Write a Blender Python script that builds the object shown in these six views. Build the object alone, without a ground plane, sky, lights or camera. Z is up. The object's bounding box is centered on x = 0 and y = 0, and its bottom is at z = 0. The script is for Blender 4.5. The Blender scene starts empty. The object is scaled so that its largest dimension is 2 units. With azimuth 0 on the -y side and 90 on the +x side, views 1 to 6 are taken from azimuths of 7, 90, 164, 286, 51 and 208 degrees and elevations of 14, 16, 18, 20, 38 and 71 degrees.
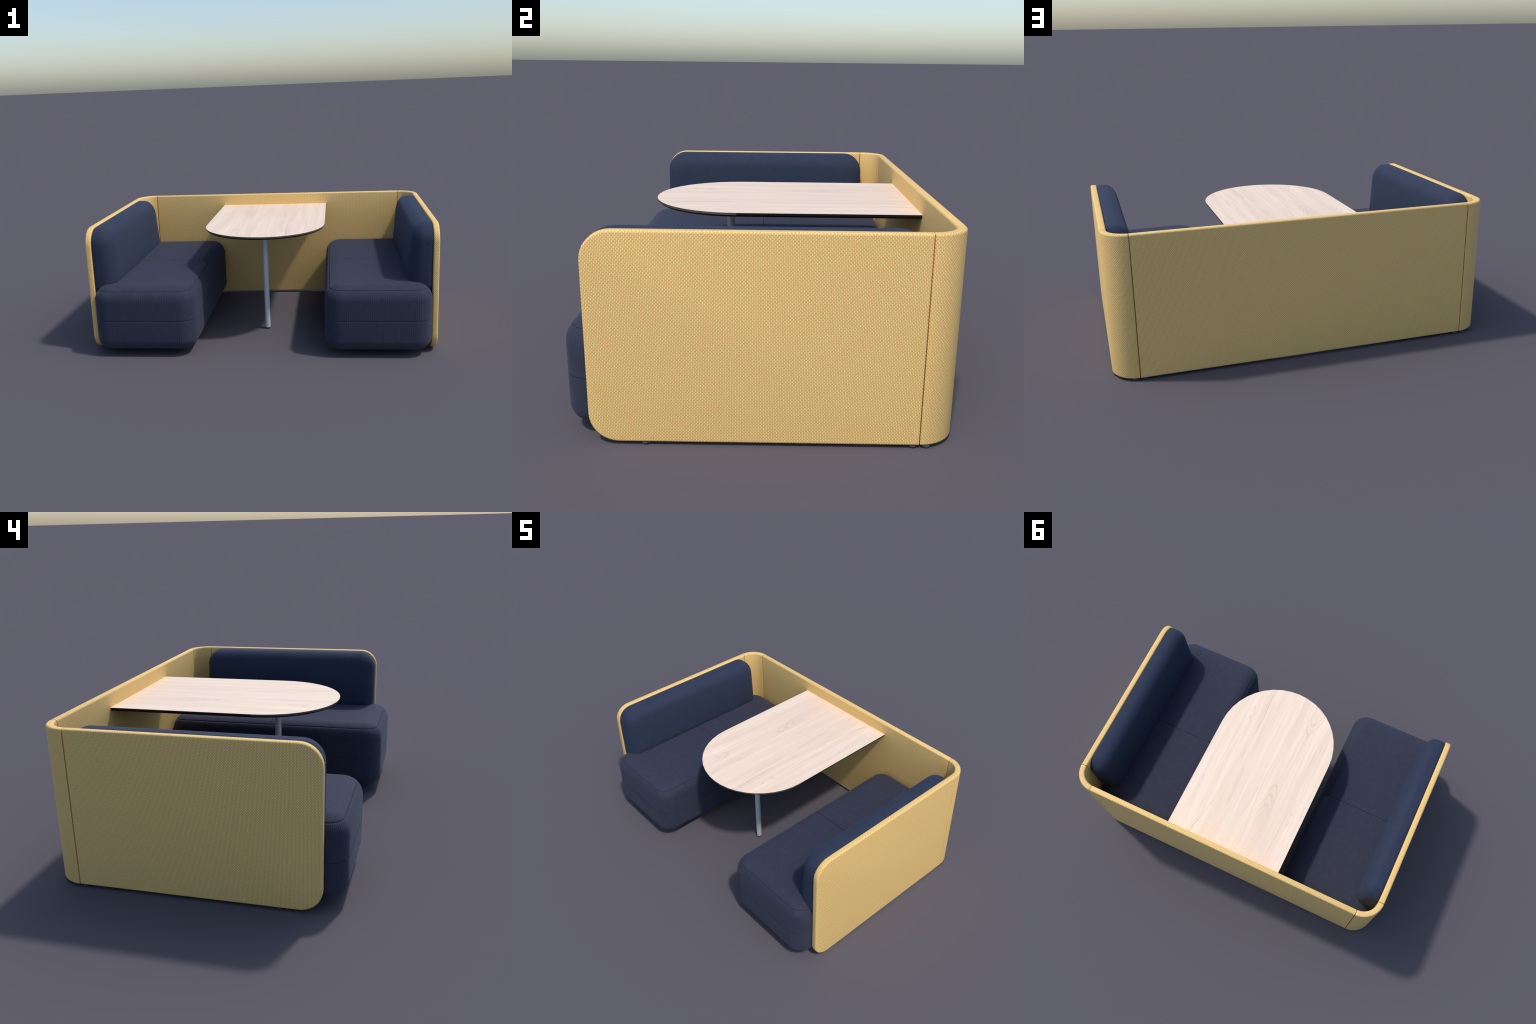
"""Two facing upholstered benches inside a woven U-shaped screen, with a wall-mounted
table standing on a single leg.  Everything is lofted from parametric profiles."""
import bpy, bmesh, math
from mathutils import Vector

# ------------------------------------------------------------------ dimensions
HALF_W, HALF_D = 1.0, 0.6635         # overall half width (x) and half depth (y)
PANEL_Z0, PANEL_Z1 = 0.0095, 0.7402    # screen panels, lower and upper edge
PANEL_T = 0.034                      # panel thickness
CORNER_R = 0.127                     # outer radius of the curved corner panels
PANEL_FRONT = -0.571                 # free front edge of the side panels
SIDE_SEAM_Y = HALF_D - CORNER_R
BACK_SEAM_X = HALF_W - CORNER_R

SEAT_X0, SEAT_X1 = 0.369, 0.9645
SEAT_Y0, SEAT_Y1 = -HALF_D, 0.6285
SEAT_Z0, SEAT_Z1 = 0.0345, 0.416
SEAT_SEAM_Y = -0.016
SEAT_SEAM_Z = 0.219

REST_X0, REST_X1 = 0.8310, 0.965
REST_Y0, REST_Y1 = -0.566, 0.536
REST_Z0, REST_Z1 = 0.369, 0.7375

TABLE_Z, TABLE_HALF, TABLE_TH = 0.664, 0.369, 0.018
TABLE_BACK, TABLE_ARC_Y = 0.6305, -0.111
LEG_Y, LEG_R = -0.154, 0.0168


# ------------------------------------------------------------------ node helpers
class Nodes:
    def __init__(self, name):
        self.mat = bpy.data.materials.new(name)
        self.mat.use_nodes = True
        self.t = self.mat.node_tree
        self.bsdf = self.t.nodes["Principled BSDF"]

    def new(self, kind, **props):
        n = self.t.nodes.new(kind)
        for k, v in props.items():
            setattr(n, k, v)
        return n

    def put(self, sock, v):
        if hasattr(v, "is_linked") or hasattr(v, "links"):
            self.t.links.new(v, sock)
        else:
            sock.default_value = v

    def math(self, op, a, b=0.0, c=0.0, clamp=False):
        n = self.new("ShaderNodeMath", operation=op, use_clamp=clamp)
        for i, v in enumerate((a, b, c)):
            self.put(n.inputs[i], v)
        return n.outputs[0]

    def mix(self, f, a, b):
        n = self.new("ShaderNodeMix", data_type='RGBA')
        self.put(n.inputs[0], f)
        for i, v in ((6, a), (7, b)):
            self.put(n.inputs[i], (*v, 1.0) if isinstance(v, tuple) else v)
        return n.outputs[2]

    def mixf(self, f, a, b):
        n = self.new("ShaderNodeMix", data_type='FLOAT')
        for i, v in ((0, f), (2, a), (3, b)):
            self.put(n.inputs[i], v)
        return n.outputs[0]

    def step(self, v, lo, hi):
        n = self.new("ShaderNodeMapRange", interpolation_type='SMOOTHSTEP')
        self.put(n.inputs[0], v)
        n.inputs[1].default_value, n.inputs[2].default_value = lo, hi
        return n.outputs[0]

    def vec(self, x, y, z):
        n = self.new("ShaderNodeCombineXYZ")
        for i, v in enumerate((x, y, z)):
            self.put(n.inputs[i], v)
        return n.outputs[0]

    def noise(self, vec, scale, detail=2.0, rough=0.5, distort=0.0):
        n = self.new("ShaderNodeTexNoise")
        self.put(n.inputs["Vector"], vec)
        n.inputs["Scale"].default_value = scale
        n.inputs["Detail"].default_value = detail
        n.inputs["Roughness"].default_value = rough
        n.inputs["Distortion"].default_value = distort
        return n.outputs["Fac"]

    def white(self, vec):
        n = self.new("ShaderNodeTexWhiteNoise", noise_dimensions='3D')
        self.put(n.inputs["Vector"], vec)
        return n.outputs["Value"]

    def coords(self):
        tc = self.new("ShaderNodeTexCoord")
        sp = self.new("ShaderNodeSeparateXYZ")
        self.put(sp.inputs[0], tc.outputs["Object"])
        sn = self.new("ShaderNodeSeparateXYZ")
        self.put(sn.inputs[0], tc.outputs["Normal"])
        a = [self.math('ABSOLUTE', sn.outputs[i]) for i in range(3)]
        return tc.outputs["Object"], sp.outputs, a

    def bump(self, height, strength, dist):
        n = self.new("ShaderNodeBump")
        n.inputs["Strength"].default_value = strength
        n.inputs["Distance"].default_value = dist
        self.put(n.inputs["Height"], height)
        self.put(self.bsdf.inputs["Normal"], n.outputs[0])

    def set(self, **kw):
        for k, v in kw.items():
            self.put(self.bsdf.inputs[k.replace("_", " ")], v)
        return self.mat


# ------------------------------------------------------------------ materials
def weave_material(name, arc=False):
    """Plain-weave yellow upholstery: upright pale strands over a darker cross yarn."""
    m = Nodes(name)
    obj, p, n = m.coords()
    if arc:                                   # u follows the bend of the corner panel
        ang = m.math('ARCTAN2', p[1], p[0])
        u_side = m.math('MULTIPLY', ang, CORNER_R)
    else:                                     # u runs along whichever way the face spreads
        facing_x = m.math('GREATER_THAN', n[0], n[1])
        u_side = m.mixf(facing_x, p[0], p[1])
    flat = m.math('GREATER_THAN', n[2], 0.72)
    along_y = u_side if arc else p[0]
    u = u_side if arc else m.mixf(flat, u_side, p[0])
    rad = m.math('SQRT', m.math('ADD', m.math('MULTIPLY', p[0], p[0]), m.math('MULTIPLY', p[1], p[1])))
    v = m.mixf(flat, p[2], rad if arc else p[1])
    # slight irregularity of the yarns
    wob = m.noise(obj, 26.0, 2.0)
    wob2 = m.noise(m.vec(m.math('ADD', u, 3.0), v, 0.0), 90.0, 1.0)
    pitch_u, pitch_v = 0.00546, 0.0060
    uu = m.math('ADD', m.math('DIVIDE', u, pitch_u), m.math('MULTIPLY', wob, 0.35))
    vv = m.math('ADD', m.math('DIVIDE', v, pitch_v), m.math('MULTIPLY', wob2, 0.95))
    col = m.math('FLOOR', uu)
    odd = m.math('MODULO', m.math('ABSOLUTE', col), 2.0)
    half = m.math('ADD', m.math('MULTIPLY', vv, 0.5), m.math('MULTIPLY', odd, 0.5))
    row = m.math('FLOOR', half)
    du = m.math('ABSOLUTE', m.math('SUBTRACT', m.math('FRACT', uu), 0.5))
    dv = m.math('ABSOLUTE', m.math('SUBTRACT', m.math('FRACT', half), 0.5))
    inside_u = m.math('SUBTRACT', 1.0, m.step(du, 0.12, 0.48))
    inside_v = m.math('SUBTRACT', 1.0, m.step(dv, 0.20, 0.45))
    strand = m.math('MULTIPLY', inside_u, inside_v)
    tint = m.white(m.vec(col, row, 0.0))
    patch = m.noise(obj, 60.0, 3.0, 0.7)
    hue = m.math('ADD', m.math('MULTIPLY', tint, 0.50), m.math('MULTIPLY', m.step(patch, 0.30, 0.70), 0.50))
    light = m.mix(hue, (1.000, 0.630, 0.258), (0.995, 0.755, 0.268))
    dark = m.mix(hue, (0.760, 0.405, 0.142), (0.610, 0.455, 0.140))
    cloud = m.noise(obj, 6.0, 3.0)
    base = m.mix(strand, dark, light)
    tone = m.math('ADD', 0.98, m.math('MULTIPLY', cloud, 0.04))
    n_mul = m.new("ShaderNodeVectorMath", operation='SCALE')
    m.put(n_mul.inputs[0], base)
    m.put(n_mul.inputs[3], tone)
    m.bump(strand, 0.35, 0.0012)
    return m.set(Base_Color=n_mul.outputs[0], Roughness=0.75, Specular_IOR_Level=0.5)


def rib_material(name, top=False):
    """Navy ribbed seat cloth; ribs cross the seat on top and stand upright on the sides."""
    m = Nodes(name)
    obj, p, n = m.coords()
    # distance round the plan outline, so that the ribs keep their pitch at the corners
    hx, hy, rad = (SEAT_X1 - SEAT_X0) / 2, (SEAT_Y1 - SEAT_Y0) / 2, 0.095
    cx = m.math('ABSOLUTE', m.math('SUBTRACT', m.math('ABSOLUTE', p[0]), (SEAT_X0 + SEAT_X1) / 2))
    cy = m.math('ABSOLUTE', m.math('SUBTRACT', p[1], (SEAT_Y0 + SEAT_Y1) / 2))
    ang = m.math('ARCTAN2', m.math('MAXIMUM', m.math('SUBTRACT', cx, hx - rad), 0.0),
                 m.math('MAXIMUM', m.math('SUBTRACT', cy, hy - rad), 0.0001))
    outline = m.math('SUBTRACT', m.math('MULTIPLY_ADD', ang, rad, m.math('MINIMUM', cx, hx - rad)),
                     m.math('MINIMUM', cy, hy - rad))
    along = p[1] if top else outline
    wob = m.noise(obj, 9.0, 2.0)
    s = m.math('SINE', m.math('ADD', m.math('MULTIPLY', along, 2 * math.pi / 0.0100),
                              m.math('MULTIPLY', wob, 2.2)))
    rib = m.math('MULTIPLY_ADD', s, 0.5, 0.5)
    fade = m.step(m.noise(obj, 16.0, 3.0, 0.6), 0.30, 0.66)
    ribf = m.mixf(fade, 0.5, rib)
    fleck = m.step(m.noise(obj, 170.0, 2.0, 0.7), 0.32, 0.68)
    cloud = m.step(m.noise(obj, 24.0, 3.0, 0.6), 0.30, 0.70)
    fac = m.math('ADD', m.math('MULTIPLY', ribf, 0.56),
                 m.math('ADD', m.math('MULTIPLY', fleck, 0.26), m.math('MULTIPLY', cloud, 0.18)), clamp=True)
    col = m.mix(fac, (0.0205, 0.0235, 0.0410), (0.0420, 0.0475, 0.0790))
    m.bump(m.math('ADD', ribf, m.math('MULTIPLY', fleck, 0.4)), 0.30, 0.0015)
    return m.set(Base_Color=col, Roughness=0.85, Specular_IOR_Level=0.25,
                 Sheen_Weight=0.10, Sheen_Roughness=0.5, Sheen_Tint=(0.55, 0.62, 0.9, 1))


def rest_material(name):
    """Bluer, finely woven cloth of the back cushions."""
    m = Nodes(name)
    obj, p, n = m.coords()
    w = 2 * math.pi / 0.0046
    a = m.math('SINE', m.math('MULTIPLY', p[1], w))
    b = m.math('SINE', m.math('MULTIPLY', m.math('ADD', p[2], m.math('MULTIPLY', p[0], 0.9)), w))
    knit = m.math('MULTIPLY_ADD', m.math('MULTIPLY', a, b), 0.5, 0.5)
    fleck = m.step(m.noise(obj, 190.0, 2.0, 0.7), 0.30, 0.70)
    cloud = m.noise(obj, 14.0, 3.0, 0.6)
    fac = m.math('ADD', m.math('MULTIPLY', knit, 0.35),
                 m.math('ADD', m.math('MULTIPLY', fleck, 0.35), m.math('MULTIPLY', cloud, 0.30)), clamp=True)
    col = m.mix(fac, (0.0120, 0.0190, 0.0390), (0.0355, 0.0485, 0.0870))
    m.bump(m.math('ADD', knit, fleck), 0.20, 0.001)
    return m.set(Base_Color=col, Roughness=0.85, Specular_IOR_Level=0.25,
                 Sheen_Weight=0.06, Sheen_Roughness=0.5, Sheen_Tint=(0.45, 0.6, 0.95, 1))


def wood_material(name):
    """Pale limed veneer: straight grain along the table, a few veins and cathedral arches."""
    m = Nodes(name)
    obj, p, n = m.coords()
    mul = lambda a, b: m.math('MULTIPLY', a, b)
    sub = lambda a, b: m.math('SUBTRACT', a, b)
    add = lambda a, b: m.math('ADD', a, b)
    stretch = lambda gx, sx, sy, seed: m.vec(mul(gx, sx), mul(p[1], sy), seed)
    meander = m.noise(stretch(p[0], 3.0, 1.6, 0.3), 1.0, 2.0)
    gx = add(p[0], mul(sub(meander, 0.5), 0.030))
    ragged = m.noise(stretch(gx, 60.0, 7.0, 4.0), 1.0, 3.0, 0.6)
    # broad tone bands, fine fibre and pores
    broad = m.noise(stretch(gx, 17.0, 0.7, 2.0), 1.0, 3.0, 0.55)
    fine = m.noise(stretch(gx, 130.0, 2.2, 3.0), 1.0, 4.0, 0.70)
    pores = m.noise(stretch(gx, 380.0, 14.0, 6.0), 1.0, 2.0, 0.6)
    cool = m.step(m.noise(stretch(gx, 8.0, 1.2, 9.0), 1.0, 2.0), 0.50, 0.68)
    c = m.mix(m.step(broad, 0.30, 0.70), (0.825, 0.635, 0.482), (0.940, 0.755, 0.588))
    c = m.mix(mul(cool, 0.30), c, (0.850, 0.700, 0.580))
    c = m.mix(mul(m.step(fine, 0.38, 0.68), 0.46), c, (0.720, 0.555, 0.420))
    c = m.mix(mul(m.step(pores, 0.55, 0.8), 0.16), c, (0.640, 0.520, 0.410))
    # cathedral arches: nested parabolas (apex x, apex y, opening direction, half width at 0.2 m, reach)
    for x0, y0, way, half, reach in ((-0.128, 0.085, 1, 0.050, 0.36), (-0.165, -0.200, -1, 0.060, 0.22),
                                     (0.306, 0.215, 1, 0.020, 0.30), (0.225, -0.330, 1, 0.026, 0.26),
                                     (-0.290, 0.390, -1, 0.024, 0.30)):
        dx = mul(sub(gx, x0), 1.0 / half)
        q = sub(mul(sub(p[1], y0), float(way)), mul(mul(dx, dx), 0.20))
        qq = add(q, mul(sub(ragged, 0.5), 0.045))
        fr = m.math('FRACT', mul(qq, 15.0))
        line = mul(m.step(fr, 0.40, 0.86), sub(1.0, m.step(fr, 0.86, 1.0)))
        gate = mul(m.step(q, 0.0, 0.03), sub(1.0, m.step(q, reach * 0.35, reach)))
        near = sub(1.0, m.step(m.math('ABSOLUTE', dx), 0.7, 1.5))
        c = m.mix(mul(mul(mul(line, gate), near), 0.42), c, (0.560, 0.455, 0.380))
    # dark veins that sway gently along the board (x at rest, bow, bow centre, width, strength)
    for x0, bow, yc, width, strength in ((0.142, 0.17, -0.12, 0.0040, 0.50), (0.155, 0.17, -0.12, 0.0022, 0.30),
                                         (-0.046, -0.08, -0.05, 0.0028, 0.36), (-0.058, 0.10, -0.30, 0.0060, 0.20),
                                         (0.098, 0.06, 0.30, 0.0090, 0.22), (-0.262, 0.05, 0.1, 0.0026, 0.22),
                                         (0.255, -0.06, -0.1, 0.0030, 0.22)):
        dy = sub(p[1], yc)
        path = add(mul(mul(dy, dy), bow), x0)
        off = m.math('ABSOLUTE', sub(add(gx, mul(sub(ragged, 0.5), 0.004)), path))
        band = sub(1.0, m.step(off, width * 0.2, width * 1.6))
        brk = m.step(m.noise(stretch(p[0], 4.0, 5.0, x0 * 50.0), 1.0, 1.0), 0.34, 0.55)
        c = m.mix(mul(mul(band, brk), strength), c, (0.520, 0.425, 0.370))
    return m.set(Base_Color=c, Roughness=0.5, Specular_IOR_Level=0.35)


def plain_material(name, col, rough, metallic=0.0, spec=0.4, fleck=0.12, scale=60.0):
    m = Nodes(name)
    obj, p, n = m.coords()
    f = m.noise(obj, scale, 3.0)
    lo = tuple(c * (1 - fleck) for c in col)
    hi = tuple(c * (1 + fleck) for c in col)
    return m.set(Base_Color=m.mix(f, lo, hi), Roughness=rough, Metallic=metallic, Specular_IOR_Level=spec)


MAT_WEAVE = weave_material("yellow_weave")
MAT_WEAVE_ARC = weave_material("yellow_weave_curved", arc=True)
MAT_RIB_SIDE = rib_material("navy_ribbed_cloth")
MAT_RIB_TOP = rib_material("navy_ribbed_cloth_seat", top=True)
MAT_REST = rest_material("navy_blue_cloth")
MAT_WOOD = wood_material("pale_wood_veneer")
MAT_EDGE = plain_material("dark_stained_edge", (0.009, 0.008, 0.007), 0.5, spec=0.2, fleck=0.5, scale=30.0)
MAT_BAND = plain_material("brown_edge_banding", (0.085, 0.072, 0.060), 0.55, fleck=0.55, scale=22.0)
MAT_STEEL = plain_material("grey_steel", (0.58, 0.605, 0.64), 0.40, metallic=0.1, spec=0.5, fleck=0.03)
MAT_RUBBER = plain_material("black_plastic", (0.018, 0.019, 0.020), 0.5, fleck=0.1)
MAT_GLIDE = plain_material("grey_plastic", (0.085, 0.090, 0.090), 0.45, fleck=0.1)
MAT_PIPING = plain_material("navy_thread", (0.023, 0.025, 0.038), 0.9, spec=0.1)
MAT_SEAM = plain_material("dark_thread", (0.014, 0.015, 0.021), 0.9, spec=0.1)


# ------------------------------------------------------------------ mesh helpers
def make_object(name, bm, mats, parent=None, loc=(0, 0, 0), smooth=40.0):
    me = bpy.data.meshes.new(name)
    bmesh.ops.recalc_face_normals(bm, faces=bm.faces)
    bm.to_mesh(me)
    bm.free()
    for mt in mats:
        me.materials.append(mt)
    ob = bpy.data.objects.new(name, me)
    bpy.context.collection.objects.link(ob)
    ob.location = loc
    if parent:
        ob.parent = parent
    me.shade_smooth()
    if smooth:
        me.set_sharp_from_angle(angle=math.radians(smooth))
    return ob


def round_rect(a0, a1, b0, b1, radii, seg):
    """Rounded rectangle as points (a, b); radii for corners (a0b0, a1b0, a1b1, a0b1)."""
    pts = []
    spec = ((a0, b0, 180, 1, 1), (a1, b0, 270, -1, 1), (a1, b1, 0, -1, -1), (a0, b1, 90, 1, -1))
    for (a, b, start, sa, sb), r in zip(spec, radii):
        r = max(r, 1e-4)
        for i in range(seg + 1):
            t = math.radians(start + 90.0 * i / seg)
            pts.append((a + sa * r + r * math.cos(t), b + sb * r + r * math.sin(t)))
    return pts


def loft(bm, rings, cap0=True, cap1=True, closed=True):
    vs = [[bm.verts.new(q) for q in r] for r in rings]
    n = len(vs[0])
    faces = []
    for r0, r1 in zip(vs, vs[1:]):
        row = []
        for i in range(n if closed else n - 1):
            j = (i + 1) % n
            row.append(bm.faces.new((r0[i], r0[j], r1[j], r1[i])))
        faces.append(row)
    if cap0:
        bm.faces.new(vs[0][::-1])
    if cap1:
        bm.faces.new(vs[-1])
    return vs, faces


def quarter(r, n, depth=None):
    """(inset, rise) samples of a quarter round going from the face rim to the side."""
    d = r if depth is None else depth
    return [(r * (1 - math.sin(math.pi / 2 * i / n)), d * (1 - math.cos(math.pi / 2 * i / n))) for i in range(n + 1)]


# ------------------------------------------------------------------ screen panels
EDGE_R = 0.0085


def slab_profile(t0, t1, n=5):
    """(inset, thickness position) across a panel whose two rims are rounded over."""
    q = quarter(EDGE_R, n)
    return [(i, t0 + d) for i, d in q] + [(i, t1 - d) for i, d in reversed(q)]


def side_panel(name, parent, side):
    bm = bmesh.new()
    R = 0.100
    gap = 0.0014
    rings = []
    for inset, t in slab_profile(HALF_W - PANEL_T, HALF_W):
        k = inset * 0.50
        pts = round_rect(PANEL_FRONT + inset, SIDE_SEAM_Y - gap - k, PANEL_Z0 + inset, PANEL_Z1 - inset,
                         (R - inset, .0008, .0008, R - inset), 9)
        rings.append([(side * t, y, z) for y, z in pts])
    loft(bm, rings)
    return make_object(name, bm, [MAT_WEAVE], parent, smooth=50)


def back_panel(name, parent):
    bm = bmesh.new()
    rings = []
    gap = 0.0014
    for inset, t in slab_profile(HALF_D - PANEL_T, HALF_D):
        k = inset * 0.50
        X = BACK_SEAM_X - gap - k
        pts = round_rect(-X, X, PANEL_Z0 + inset, PANEL_Z1 - inset, (.0008,) * 4, 2)
        rings.append([(x, t, z) for x, z in pts])
    loft(bm, rings)
    return make_object(name, bm, [MAT_WEAVE], parent, smooth=50)


def corner_panel(name, parent, side):
    bm = bmesh.new()
    ends = quarter(0.003, 3)
    span = math.pi / 2
    gap = 0.0014 / CORNER_R
    stations = [(i, d / CORNER_R + gap) for i, d in ends]
    n = 20
    stations += [(0.0, gap + 0.003 / CORNER_R + (span - 2 * gap - 0.006 / CORNER_R) * i / n) for i in range(1, n)]
    stations += [(i, span - gap - d / CORNER_R) for i, d in reversed(ends)]
    rings = []
    for inset, ang in stations:
        pts = round_rect(CORNER_R - PANEL_T + inset, CORNER_R - inset, PANEL_Z0 + inset, PANEL_Z1 - inset,
                         (max(EDGE_R - inset, .001),) * 4, 5)
        rings.append([(side * r * math.cos(ang), r * math.sin(ang), z) for r, z in pts])
    loft(bm, rings)
    return make_object(name, bm, [MAT_WEAVE_ARC], parent,
                       loc=(side * BACK_SEAM_X, SIDE_SEAM_Y, 0), smooth=50)


# ------------------------------------------------------------------ bench seat
def seat_profile():
    """(inset from the plan outline, z, groove?) from the underside up over the top edge."""
    prof = []
    rb, rt = 0.070, 0.086
    prof += [(0.20, SEAT_Z0), (rb + 0.004, SEAT_Z0)]
    n = 12
    for i in range(n + 1):
        a = math.pi / 2 * i / n
        prof.append((rb * (1 - math.sin(a)), SEAT_Z0 + rb * (1 - math.cos(a))))
    g, w = 0.0012, 0.0010
    prof += [(0.0, SEAT_SEAM_Z - 0.006), (0.0, SEAT_SEAM_Z - w), (g, SEAT_SEAM_Z), (0.0, SEAT_SEAM_Z + w),
             (0.0, SEAT_SEAM_Z + 0.006)]
    a_seam = math.radians(45)
    n = 16
    for i in range(n + 1):
        a = math.pi / 2 * i / n
        prof.append((rt * (1 - math.cos(a)), SEAT_Z1 - 0.002 - rt * (1 - math.sin(a))))
    top = [(rt + 0.05, SEAT_Z1 - 0.0011), (rt + 0.11, SEAT_Z1 - 0.0003), (rt + 0.18, SEAT_Z1)]
    return prof, a_seam, rt, top


def bench_seat(name, parent, side):
    bm = bmesh.new()
    prof, a_seam, rt, top = seat_profile()
    # insert groove samples on the upper round
    zc = SEAT_Z1 - 0.002 - rt
    def arc(a, push=0.0):
        r = rt - push
        return (rt - r * math.cos(a), zc + r * math.sin(a))
    low = [q for q in prof if q[1] < arc(a_seam)[1] - 0.004]
    high = [q for q in prof if q[1] > arc(a_seam)[1] + 0.003]
    wa = 0.0010 / rt
    groove = [arc(a_seam - wa), arc(a_seam, 0.0012), arc(a_seam + wa)]
    full = low + groove + high + top
    k_low_end = len(low)                       # index of first groove ring
    R = 0.095
    cx, cy = (SEAT_X0 + SEAT_X1) / 2, (SEAT_Y0 + SEAT_Y1) / 2
    rings = []
    for inset, z in full:
        r = max(R - inset * 0.9, 0.012)
        pts = round_rect(SEAT_X0 + inset, SEAT_X1 - inset, SEAT_Y0 + inset, SEAT_Y1 - inset,
                         (r, r, r, r), 9)
        rings.append([(side * x, y, z) for x, y in pts])
    vs, faces = loft(bm, rings)
    for row in faces[k_low_end + 1:]:
        for f in row:
            f.material_index = 1
    z_seam = arc(a_seam)[1]
    # seam line across the seat: cut three planes and push the middle row in
    geom = lambda: bm.verts[:] + bm.edges[:] + bm.faces[:]
    for f in bm.faces:
        if abs(f.calc_center_median().z - SEAT_Z1) < 1e-4:
            f.material_index = 1
    for off in (-0.0012, 0.0, 0.0012):
        bmesh.ops.bisect_plane(bm, geom=geom(), plane_co=(0, SEAT_SEAM_Y + off, 0), plane_no=(0, 1, 0), dist=1e-6)
    bm.normal_update()
    for v in bm.verts:
        if abs(v.co.y - SEAT_SEAM_Y) < 1e-5 and v.co.z > z_seam - 0.0005:
            v.co -= Vector((v.normal.x, 0, abs(v.normal.z))) * 0.0025
    for f in bm.faces:                         # dark thread at the bottom of each groove
        c = f.calc_center_median()
        if abs(c.y - SEAT_SEAM_Y) < 0.0013 and c.z > z_seam:
            f.material_index = 2
        if abs(c.z - SEAT_SEAM_Z) < 0.0012:
            f.material_index = 3
    for row in faces[k_low_end:k_low_end + 2]:
        for f in row:
            if f.is_valid:
                f.material_index = 3
    return make_object(name, bm, [MAT_RIB_SIDE, MAT_RIB_TOP, MAT_SEAM, MAT_PIPING], parent, smooth=60)


def backrest(name, parent, side):
    """Wedge-shaped cushion: thick above the seat, leaning back towards the screen on top."""
    bm = bmesh.new()
    depth = REST_X1 - REST_X0
    top_r, low_r, round_d, n = 0.076, 0.082, 0.078, 14
    stations = [(0.010, 0.0), (0.003, 0.002), (0.0, 0.008), (0.0, 0.03)]      # (inset, distance from screen)
    d0 = depth - 0.003 - round_d
    for i in range(n + 1):
        a = math.pi / 2 * i / n
        stations.append((1 - math.cos(a), d0 + round_d * math.sin(a)))
    stations += [(1.30, depth - 0.0012), (1.60, depth - 0.0003), (1.90, depth)]
    rings = []
    for k, (t, d) in enumerate(stations):
        it, il = (t, t) if k < 4 else (t * top_r, t * low_r)
        rc, rl = max(0.095 - it * 0.75, 0.01), max(0.030 - il * 0.3, 0.006)
        pts = round_rect(REST_Y0 + it, REST_Y1 - 0.86 * it, REST_Z0 + il, REST_Z1 - it, (rl, rl, rc, rc), 10)
        rings.append([(side * (REST_X1 - d * (1.0 - 0.58 * (z - 0.440))), y, z) for y, z in pts])
    loft(bm, rings)
    return make_object(name, bm, [MAT_REST], parent, smooth=60)


# ------------------------------------------------------------------ table
def table_outline(inset):
    h, pts = TABLE_HALF - inset, []
    pts.append((h, TABLE_BACK))
    n = 20
    for i in range(n + 1):
        a = -math.pi * i / n
        pts.append((h * math.cos(a), TABLE_ARC_Y + h * math.sin(a)))
    pts.append((-h, TABLE_BACK))
    return pts


def table(parent):
    bm = bmesh.new()
    z = TABLE_Z
    rings = [[(x, y, zz) for x, y in table_outline(i)] for i, zz in ((0.0012, z - 0.0012), (0.0, z - 0.0012), (0.0, z - 0.0004), (0.0004, z))]
    loft(bm, rings)
    top = make_object("tabletop", bm, [MAT_WOOD], parent, smooth=30)
    bm = bmesh.new()
    rings = [[(x, y - 0.0, zz) for x, y in table_outline(i)] for i, zz in
             ((0.0010, z - 0.0014), (0.0010, z - 0.0100), (0.0090, z - TABLE_TH), (0.10, z - TABLE_TH))]
    vs, faces = loft(bm, rings)
    for row in faces[:1]:                      # paler banding runs round the bow only
        for f in row[1:21]:
            f.material_index = 1
    make_object("tabletop_core", bm, [MAT_EDGE, MAT_BAND], top, smooth=30)
    return top


def lathe(bm, prof, seg=28):
    rings = [[(r * math.cos(2 * math.pi * i / seg), r * math.sin(2 * math.pi * i / seg), z) for i in range(seg)]
             for r, z in prof]
    return loft(bm, rings)


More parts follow.
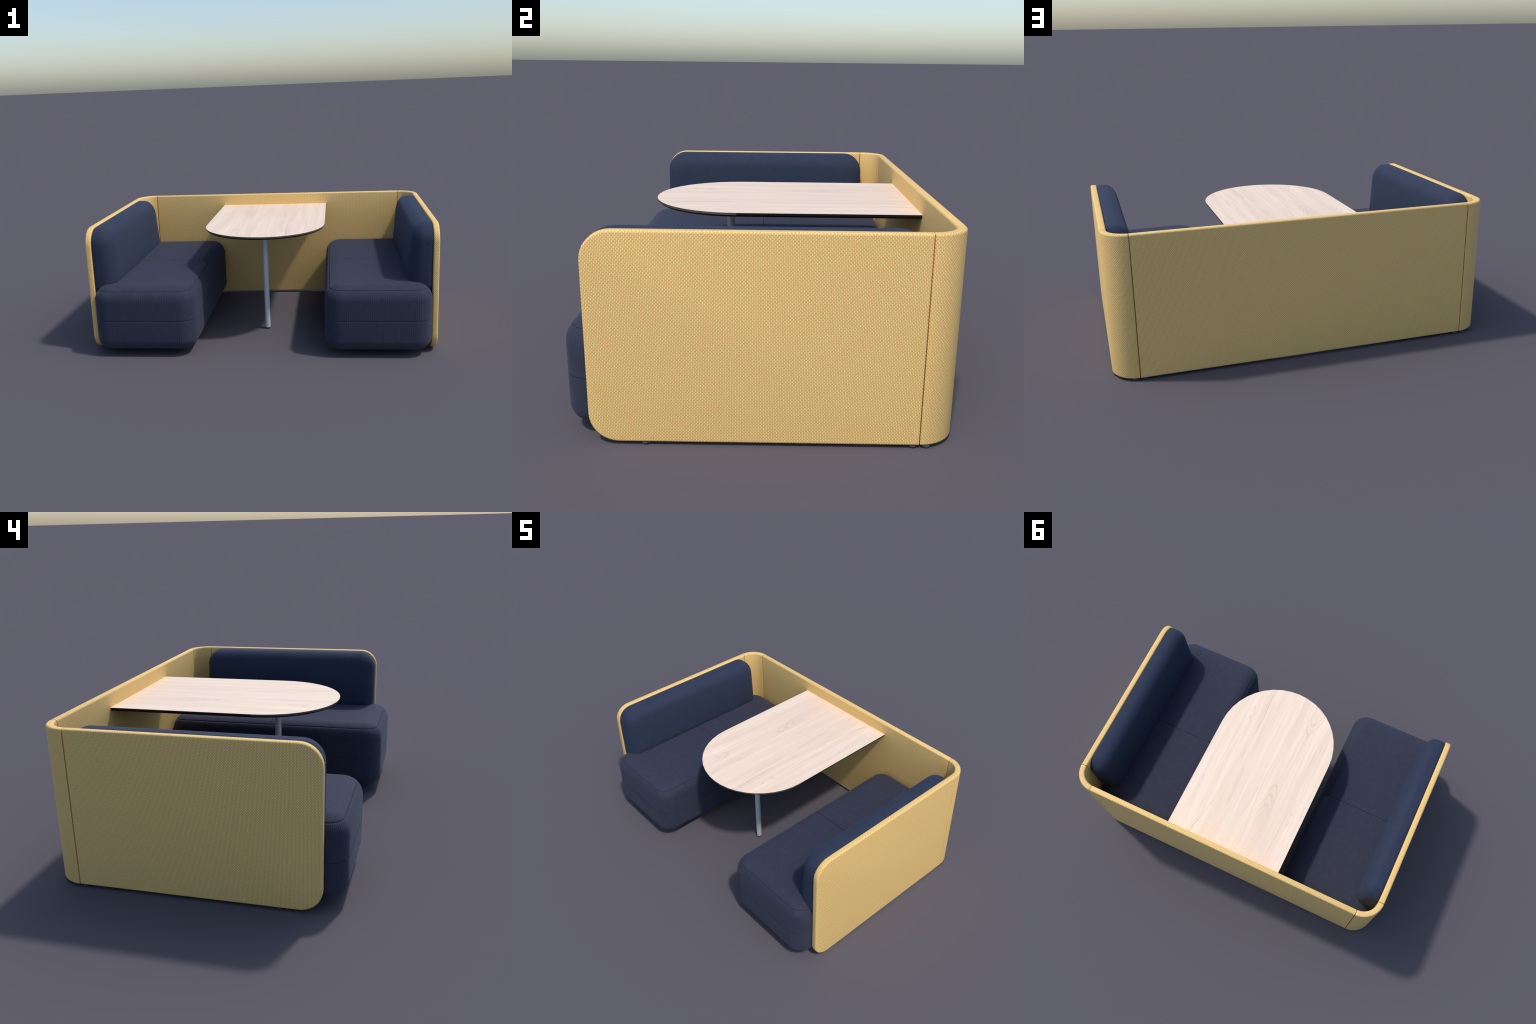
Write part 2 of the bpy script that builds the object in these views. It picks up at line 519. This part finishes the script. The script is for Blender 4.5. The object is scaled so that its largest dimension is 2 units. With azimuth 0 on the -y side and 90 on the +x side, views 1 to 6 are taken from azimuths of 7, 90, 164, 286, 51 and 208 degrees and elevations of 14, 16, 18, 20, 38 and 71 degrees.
def table_leg(parent):
    bm = bmesh.new()
    lathe(bm, [(LEG_R - .001, 0.006), (LEG_R, 0.007), (LEG_R, TABLE_Z - TABLE_TH)], 32)
    leg = make_object("table_leg", bm, [MAT_STEEL], parent, loc=(0, LEG_Y, 0))
    bm = bmesh.new()
    lathe(bm, [(LEG_R - .004, 0.0), (LEG_R - .001, 0.0012), (LEG_R + .0002, 0.003), (LEG_R + .0002, 0.0065), (LEG_R - .002, 0.0068)], 32)
    make_object("leg_glide", bm, [MAT_RUBBER], leg)
    return leg


def glide_mesh():
    bm = bmesh.new()
    lathe(bm, [(0.010, 0.0), (0.013, 0.0012), (0.0145, 0.004), (0.0145, 0.007), (0.007, 0.0085), (0.006, 0.030)], 24)
    ob = make_object("glide", bm, [MAT_GLIDE])
    me = ob.data
    bpy.data.objects.remove(ob)
    return me


# ------------------------------------------------------------------ assembly
booth = bpy.data.objects.new("seating_booth", None)
bpy.context.collection.objects.link(booth)
booth["label"] = "two navy upholstered benches in a yellow woven screen with pale wooden table"
booth["category"] = "booth seating"

GLIDE = glide_mesh()


def add_glide(parent, x, y, lift=0.0):
    g = bpy.data.objects.new("glide", GLIDE)
    bpy.context.collection.objects.link(g)
    g.parent = parent
    g.location = Vector((x, y, lift)) - parent.location
    return g


panel_mid_x = HALF_W - PANEL_T / 2
panel_mid_y = HALF_D - PANEL_T / 2
back = back_panel("back_panel", booth)
for side in (1, -1):
    sp = side_panel("side_panel", booth, side)
    add_glide(sp, side * panel_mid_x, -0.385)
    add_glide(sp, side * panel_mid_x, 0.515)
    cp = corner_panel("corner_panel", booth, side)
    add_glide(cp, side * panel_mid_x, 0.560)
    add_glide(cp, side * 0.897, panel_mid_y)
    add_glide(back, side * 0.849, panel_mid_y)
    seat = bench_seat("bench_seat", booth, side)
    for gx in (SEAT_X0 + 0.20, SEAT_X1 - 0.20):
        for gy in (SEAT_Y0 + 0.24, SEAT_Y1 - 0.24):
            g = add_glide(seat, side * gx, gy)
            g.scale.z = 2.0
    backrest("backrest_cushion", booth, side)
table(booth)
table_leg(booth)
